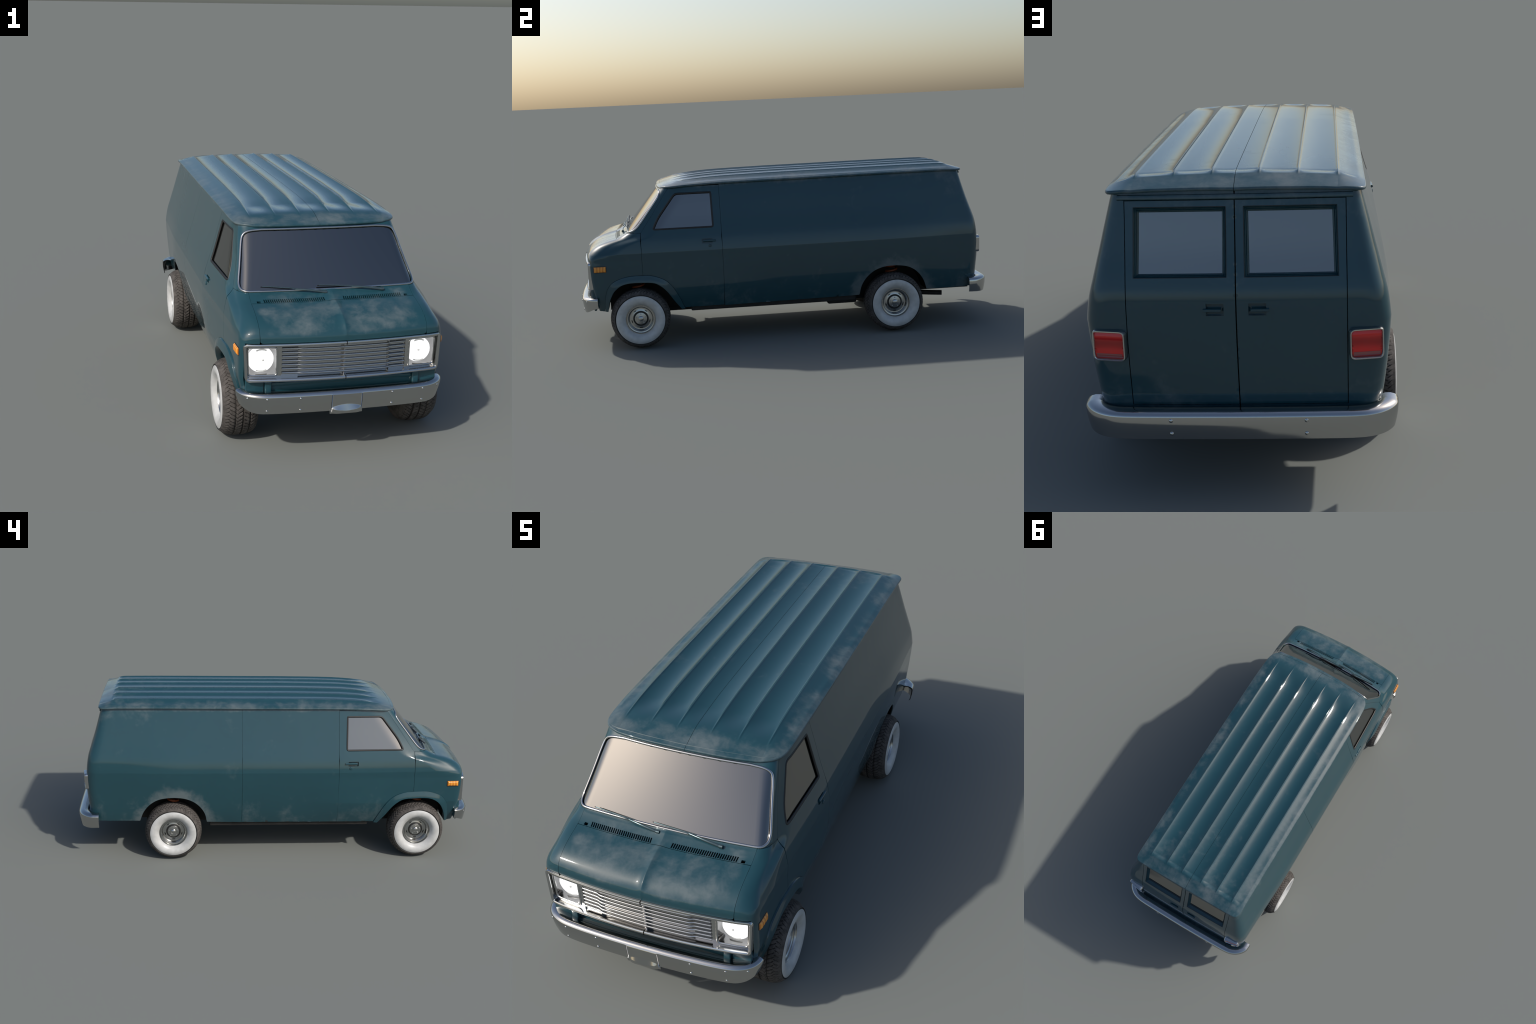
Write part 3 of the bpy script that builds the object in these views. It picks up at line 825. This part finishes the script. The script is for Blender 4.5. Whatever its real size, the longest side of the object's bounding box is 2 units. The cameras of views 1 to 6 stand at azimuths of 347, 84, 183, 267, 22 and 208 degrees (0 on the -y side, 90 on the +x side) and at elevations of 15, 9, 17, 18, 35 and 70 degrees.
# grille back plate and bars
panel("grille_back", [(-.224,.293),(.224,.293),(.224,.411),(-.224,.411)], "chrome", gr, surf=gsurf(.030), gap=0, flange=0, du=.02, dz=.03)
for sx in (1, -1):
    panel("grille_shoulder", [(sx*q, z) for q, z in ((.165,.293),(.224,.293),(.224,.411),(.165,.411))], "chrome", gr, surf=gsurf(.0185), gap=0, flange=.020, du=.02, dz=.03)
for i in range(7):
    zb = .3965 - i*.01465
    xs = np.concatenate([np.linspace(-.221, -.172, 6), [-.166, -.160, -.154], np.linspace(-.146, .146, 25), [.154, .160, .166], np.linspace(.172, .221, 6)])
    st = smooth(.150, .170, np.abs(xs))
    P = np.stack([xs, G(xs) + .0095 + .0045*st, zb + .0012*st], 1)
    sweep("grille_bar", P, np.tile([0, -1., 0], (len(xs), 1)), ring(.0042, 12, .0036), "chrome", gr, closed=False, angle=80)
box("grille_spine", (-.0045, -.9535, .293), (.0045, -.925, .411), "chrome", gr, bevel=.001)
for z0, z1 in ((.2835, .2950), (.4093, .4215)):
    box("surround_joint", (-.0011, -.9722, z0), (.0011, -.955, z1), "dark_void", gr)

# ---- side marker lamps
def marker():
    o = round_poly([(-.914,.3735),(-.857,.3735),(-.857,.4005),(-.914,.4005)], .003, 3)
    def msurf(U, V, off=0.0):
        y = np.asarray(U, float); z = np.asarray(V, float)
        P, N = skin(u_side_arr(y, z), z)
        e = np.minimum(np.minimum(y + .914, -.857 - y), np.minimum(z - .3735, .4005 - z))
        h = .0075*np.sqrt(np.clip(e/.008, 0, 1)) + .0006*np.sin(y*2*math.pi/.0072)*(np.clip(e/.004, 0, 1))
        return P + N*(h + off)[:, None], N
    a = panel("marker_lens", o, "amber_lens", van, surf=msurf, gap=0, flange=.004, du=.0016, dz=.002)
    b = sweep("marker_gasket", *skin(*[np.array(q) for q in zip(*[(float(u_side_any(y, z)), z) for y, z in dense(o, .008, .008)])], 0.0), ring(.0016, 6, .0022), "black_rubber", a)
    return a, b
def u_side_arr(y, z):
    """inverse map that also covers the rounded nose corner"""
    y = np.asarray(y, float); z = np.asarray(z, float); u = u_side(y, z)
    m = u < UC
    if m.any():
        lo = np.full(m.sum(), UF); hi = np.full(m.sum(), UC)
        for _ in range(40):
            mid = .5*(lo+hi); yy = skin_raw(mid, z[m])[:, 1]
            g = yy > y[m]; hi = np.where(g, mid, hi); lo = np.where(g, lo, mid)
        u = u.copy(); u[m] = .5*(lo+hi)
    return u
def u_side_any(y, z): return u_side_arr(np.array([y]), np.array([z]))[0]
a, b = marker(); a2 = mirror(a); mirror(b, a2)

# ---- tail lamps
def tail():
    tl = bpy.data.objects.new("tail_light", None); COL.objects.link(tl); tl.parent = van
    def tsurf(U, V, off=0.0):
        x = np.asarray(U, float); z = np.asarray(V, float)
        y = rear_y(.31, .40) + .0015 - (x - .31)*.16 - (z - .40)*(-.02)
        n = np.tile([.15, .988, 0.], (len(x), 1))
        return np.stack([x, y, z], 1) + n*off, n
    o = round_poly([(.2750,.3625),(.3530,.3625),(.3515,.4370),(.2740,.4370)], [.012,.012,.008,.012], 5)
    p = np.array(dense(o, .006, .006)); P, N = tsurf(p[:, 0], p[:, 1])
    fr = sweep("lamp_bezel", P, N, [(.009,-.0015),(.0095,.0010),(.007,.0030),(0,.0036),(-.02,.0036),(-.02,-.0036),(.003,-.0036)], "chrome", tl, angle=45)
    li = offset_poly(o, .003)
    def lsurf(U, V, off=0.0):
        P, N = tsurf(U, V); z = np.asarray(V, float); x = np.asarray(U, float)
        h = np.interp(z, [.366,.3755,.378,.388,.391,.4165,.4195,.424,.433], [.0015,.005,.0045,.0045,.0035,.0035,.006,.0062,.003])
        return P + N*(h + off)[:, None], N
    le = panel("lamp_lens", [p for p in li], "red_lens", tl, surf=lsurf, gap=0, flange=.002, du=.006, dz=.0025)
    cl = panel("reverse_lens", [(.2815,.3685),(.3460,.3685),(.3465,.3790),(.2815,.3790)], "clear_red_lens", tl, surf=lsurf, off=.0008, gap=0, flange=.002, du=.01, dz=.003)
    sc = [lathe("screw", [(0,.0018),(.001,.0014),(.0012,0)], (x, 0, 0), "chrome", tl, seg=12) for x in ()]
    return tl, [fr, le, cl]
t1, ps = tail(); t2 = bpy.data.objects.new("tail_light", None); COL.objects.link(t2); t2.parent = van
for q in ps: mirror(q, t2)

# ---- bumpers
def bumper(name, half, section, rise, hole=None):
    """half: plan path (x, y) from centre to end; section: (outward, z); rise: lift of the lower edge near the ends"""
    p = np.array(spline(half, 8)); full = np.vstack([p[::-1][:-1]*[-1, 1], p])
    if hole: full = np.vstack([full, [[hole, np.interp(hole, p[:, 0], p[:, 1])], [-hole, np.interp(hole, p[:, 0], p[:, 1])]]]);
    if hole:
        k = len(p); mid = full[np.abs(full[:, 0]) < .2]; rest_l = full[full[:, 0] <= -.2]; rest_r = full[full[:, 0] >= .2]
        full = np.vstack([rest_l, mid[np.argsort(mid[:, 0])], rest_r])
    T = np.gradient(full, axis=0); T /= np.linalg.norm(T, axis=1)[:, None]
    N = np.stack([T[:, 1], -T[:, 0]], 1); 
    N[np.sum(N*(full - [0, full[len(full)//2, 1]*.5]), 1) < 0] *= -1
    S = np.array(section); m = len(S); n = len(full); zt = S[:, 1].max(); zb = S[:, 1].min()
    L = np.concatenate([[0], np.cumsum(np.linalg.norm(np.diff(full, axis=0), axis=1))]); e = np.minimum(L, L[-1] - L)
    verts = []
    for i in range(n):
        lift = rise(e[i])
        for a, z in S:
            zz = z + lift*(zt - z)/(zt - zb)
            verts.append((full[i, 0] + N[i, 0]*a, full[i, 1] + N[i, 1]*a, zz))
    faces = []
    for i in range(n-1):
        cx = abs(full[i, 0] + full[i+1, 0])/2
        for q in range(m):
            w = (q+1) % m
            if hole and cx < hole and S[q, 1] < .2382 and S[w, 1] < .2382: continue
            faces.append((i*m+q, i*m+w, (i+1)*m+w, (i+1)*m+q))
    faces.append(tuple(range(m))[::-1]); faces.append(tuple((n-1)*m+q for q in range(m)))
    ob = new_obj(name, verts, faces, "bumper_chrome", van, angle=42)
    import bmesh
    bm = bmesh.new(); bm.from_mesh(ob.data); bmesh.ops.recalc_face_normals(bm, faces=bm.faces); bm.to_mesh(ob.data); bm.free()
    return ob
secF = [(-.056,.2400),(-.038,.2480),(-.020,.2515),(-.009,.2490),(-.0025,.2440),(0,.2380),(-.0025,.2100),(-.0060,.1900),(-.0095,.1765),(-.0130,.1765),(-.0100,.190),(-.0065,.21),(-.0060,.236),(-.022,.2465),(-.038,.2440),(-.054,.2360)]
front_half = [(0,-.9965),(.08,-.9958),(.165,-.9930),(.245,-.9880),(.300,-.9800),(.338,-.9640),(.362,-.9430),(.374,-.9200),(.377,-.906)]
bf = bumper("front_bumper", front_half, secF, lambda e: .024*(1 - smooth(.0, .12, e))**1.5, hole=.0555)
secR = [(-.045,.2350),(-.034,.2405),(-.020,.2410),(-.010,.2380),(-.003,.2335),(0,.2270),(-.001,.2050),(-.004,.1850),(-.008,.1665),(-.0115,.1665),(-.0075,.185),(-.005,.205),(-.0045,.226),(-.020,.2360),(-.034,.2355),(-.043,.2310)]
rear_half = [(0,.9985),(.10,.9978),(.20,.9965),(.290,.9930),(.335,.9820),(.368,.9600),(.390,.9300),(.3945,.905),(.3950,.886)]
br = bumper("rear_bumper", rear_half, secR, lambda e: .004*(1 - smooth(.0, .10, e)))
def bolt(x, y, z, nx, ny, parent, r=.0040):
    b = [(0, r*1.15), (.0012, r*1.1), (.0026, r*.7), (.0032, 0)]
    n = np.array([nx, ny, 0.]); n /= np.linalg.norm(n); s = np.array([-n[1], n[0], 0]); u = np.array([0, 0, 1.])
    k = 10; verts = []; 
    for a, q in b:
        for i in range(k):
            t = 2*math.pi*i/k; verts.append(np.array([x, y, z]) + n*a + (s*math.cos(t) + u*math.sin(t))*max(q, 1e-4))
    f = [(j*k+i, j*k+(i+1) % k, (j+1)*k+(i+1) % k, (j+1)*k+i) for j in range(len(b)-1) for i in range(k)]
    return new_obj("bolt", verts, f, "chrome", parent, angle=60)
for sx in (1, -1):
    for x, y, z in ((.165,-.9925,.2325),(.165,-.9870,.1885),(.281,-.9830,.2325),(.281,-.9770,.1885),(.345,-.958,.2325)):
        bolt(sx*x, y, z, sx*(.06 if x < .2 else .12 if x < .3 else .7), -1, bf)
    for x, y, z in ((.166,.9965,.2195),(.166,.9935,.1835)):
        bolt(sx*x, y, z, 0, 1, br, .0046)
# number plate pocket in the front bumper
def plate():
    def psurf(U, V, off=0.0):
        x = np.asarray(U, float); z = np.asarray(V, float); b = (.2385 - z)/.072; a = x/.0555
        face = np.interp(z, [.165,.169,.185,.21,.238], [-.9845,-.985,-.9895,-.994,-.9965])
        low = .74 + .14*(1 - np.abs(a))**.8; up = .52 + .15*np.abs(a)**1.6
        k = np.clip((b - up)/(low - up), 0, 1)
        y = np.where(b < up, -.9962 + .0050*b/up, -.9912 - .0083*k) + .0045*np.clip((b - low)/(1 - low), 0, 1)
        w = 1 - np.abs(a)**6
        y = face*(1 - w) + y*w
        n = np.tile([0, -1., 0], (len(x), 1))
        return np.stack([x, y, z], 1) + n*off, n
    ob = panel("plate_pocket", [(-.0555,.1665),(.0555,.1665),(.0555,.2385),(-.0555,.2385)], "bumper_chrome", bf, surf=psurf, gap=0, flange=0, du=.0030, dz=.0018)
    return ob
plate()
box("plate_bracket", (-.0600, -.9885, .1655), (.0575, -.9815, .1800), "bumper_chrome", bf, bevel=.001)

# ---- wheels
def tread(t, a, r):
    """carved tread: two circumferential grooves, zigzag lugs and shoulder cuts"""
    x = a
    if r < .1265: return 0.0
    k = 0.0
    f = t/(2*math.pi)*56
    for g in (-.102, -.0755, -.049):
        if abs(x - g) < .0022: k = 1.0
    band = int((x + .16)/.0265)
    sk = f + (x*38 if band % 2 == 0 else -x*38) + .37*band
    if (sk % 1.0) < .20: k = max(k, .8)
    w = min(1, (r - .1265)/.006)
    return -.0028*k*w
xo = .0
tyre_prof = [(-.022,.069),(-.016,.0735),(-.008,.080),(-.0025,.0885),(0,.0975),(-.0008,.1060),(-.0030,.1120),(-.0045,.1148)]
ring_prof = [(-.0045,.1148),(-.0068,.1156),(-.0072,.1172),(-.0062,.1188),(-.0045,.1194)]
black_prof = [(-.0045,.1194),(-.0043,.1203),(-.0060,.1218),(-.0110,.1255)]
n_t = 46
sh = table([(-.138,.112),(-.132,.1250),(-.122,.1335),(-.105,.1390),(-.080,.1415),(-.055,.1415),(-.035,.1390),(-.020,.1330),(-.011,.1255)])
tread_prof = [(x, float(sh(x))) for x in np.linspace(-.011, -.138, n_t)]
inner_prof = [(-.138,.112),(-.140,.098),(-.138,.085),(-.130,.073),(-.120,.069)]
rim_prof = [(-.0205,.0700),(-.0185,.0692),(-.0185,.0672),(-.0215,.0655),(-.0260,.0648),(-.0270,.0600),(-.0300,.0575),(-.0400,.0560),(-.0450,.0530),(-.0460,.0480),(-.0440,.0420),(-.0430,.0365),(-.0440,.0345)]
hub_prof = [(-.0440,.0305),(-.0400,.0300),(-.0385,.0285),(-.0370,.0200),(-.0360,.0130),(-.0310,.0120),(-.0290,.0090),(-.0280,0)]
def wheel_set(x, y, z, parent):
    w = bpy.data.objects.new("wheel", None); COL.objects.link(w); w.parent = parent
    C = (x, y, z); out = []
    out.append(lathe("whitewall", tyre_prof, C, "white_rubber", w, seg=128, angle=60))
    out.append(lathe("tyre_groove", ring_prof, C, "black_rubber", w, seg=128, angle=60))
    out.append(lathe("tyre", black_prof[0:] + tread_prof[1:] + inner_prof[1:], C, "tyre_rubber", w, seg=448, angle=75, disp=tread))
    ty = out[-1]; ty.data.materials.append(MATS["tread_groove"])
    for pl in ty.data.polygons:
        cx, cy, cz = pl.center; aa = cx - x
        if -.128 < aa < -.014 and tread(math.atan2(cz - z, cy - y) % (2*math.pi), aa, float(sh(aa))) < -.0009: pl.material_index = 1
    out.append(lathe("rim", rim_prof, C, "rim_steel", w, seg=96, angle=30))
    out.append(lathe("hub_gap", [(-.0440,.0362),(-.0405,.0352),(-.0385,.0335),(-.0385,.0312),(-.0445,.0300)], C, "black_rubber", w, seg=64, angle=60))
    out.append(lathe("hub_cap", hub_prof, C, "rim_steel", w, seg=64, angle=30))
    for i in range(5):
        t = 2*math.pi*i/5 + .3
        out.append(lathe("wheel_nut", [(-.037,.0026),(-.033,.0026),(-.0325,.0018),(-.0325,0)], (x, y + .0225*math.cos(t), z + .0225*math.sin(t)), "rim_steel", w, seg=6, angle=30))
        for s in (-1, 1):
            a = t + .63 + s*.10; r0 = .0440
            ca, sa = math.cos(a), math.sin(a); xb = x - .0438
            P = [(r0 - .0022, -s*.004), (r0 + .0022, -s*.0035), (r0, s*.0040)]
            vv = [(xb + d, y + q*ca - h*sa, z + q*sa + h*ca) for d in (0, .0012) for q, h in P]
            out.append(new_obj("wheel_slot", vv, [(0,1,2),(5,4,3),(0,3,4,1),(1,4,5,2),(2,5,3,0)], "dark_void", w, smooth_shade=False))
    out.append(lathe("brake_drum", [(-.10,0),(-.10,.050),(-.05,.052),(-.05,0)], C, "underbody_black", w, seg=32))
    return w, out
for y in (-.710, .518):
    w, out = wheel_set(.4100, y, .1415, van)
    w2 = bpy.data.objects.new("wheel", None); COL.objects.link(w2); w2.parent = van
    for q in out: mirror(q, w2)

# ---- wipers
def wiper(tip, end, elbow, pivot):
    w = bpy.data.objects.new("wiper", None); COL.objects.link(w); w.parent = van
    tip, end, elbow, pivot = map(np.array, (tip, end, elbow, pivot))
    up = np.array([0, -.78, .62])
    path = np.array([pivot*(1-t) + elbow*t + up*.006*math.sin(math.pi*t) for t in np.linspace(0, 1, 12)])
    sweep("wiper_arm", path, np.tile(up, (12, 1)), ring(.0026, 8, .0040), "wiper_metal", w, closed=False, scale=np.linspace(1.25, .75, 12))
    bl = np.array([tip*(1-t) + end*t for t in np.linspace(0, 1, 16)])
    sweep("wiper_blade", bl - up*.002, np.tile(up, (16, 1)), ring(.0030, 6, .0014), "black_rubber", w, closed=False)
    br_ = np.array([tip*(1-t) + end*t + up*(.004 + .004*math.sin(math.pi*t)) for t in np.linspace(.04, .96, 14)])
    sweep("wiper_bridge", br_, np.tile(up, (14, 1)), ring(.0012, 6, .0020), "wiper_metal", w, closed=False)
    m = tip*.35 + end*.65
    tip_half = tip*.62 + end*.38
    sweep("wiper_link", np.array([elbow + up*.004, m*.5 + elbow*.5 + up*.008, tip_half + up*.007]), np.tile(up, (3, 1)), ring(.0014, 6, .0022), "wiper_metal", w, closed=False)
    lathe("wiper_pivot", [(-.006,0),(-.006,.006),(.006,.006),(.006,0)], tuple(pivot), "wiper_metal", w, seg=16)
wiper((-.258,-.757,.566), (-.108,-.757,.549), (-.135,-.764,.553), (-.025,-.777,.541))
wiper((-.050,-.759,.561), (.108,-.758,.549), (.075,-.764,.553), (.190,-.775,.541))
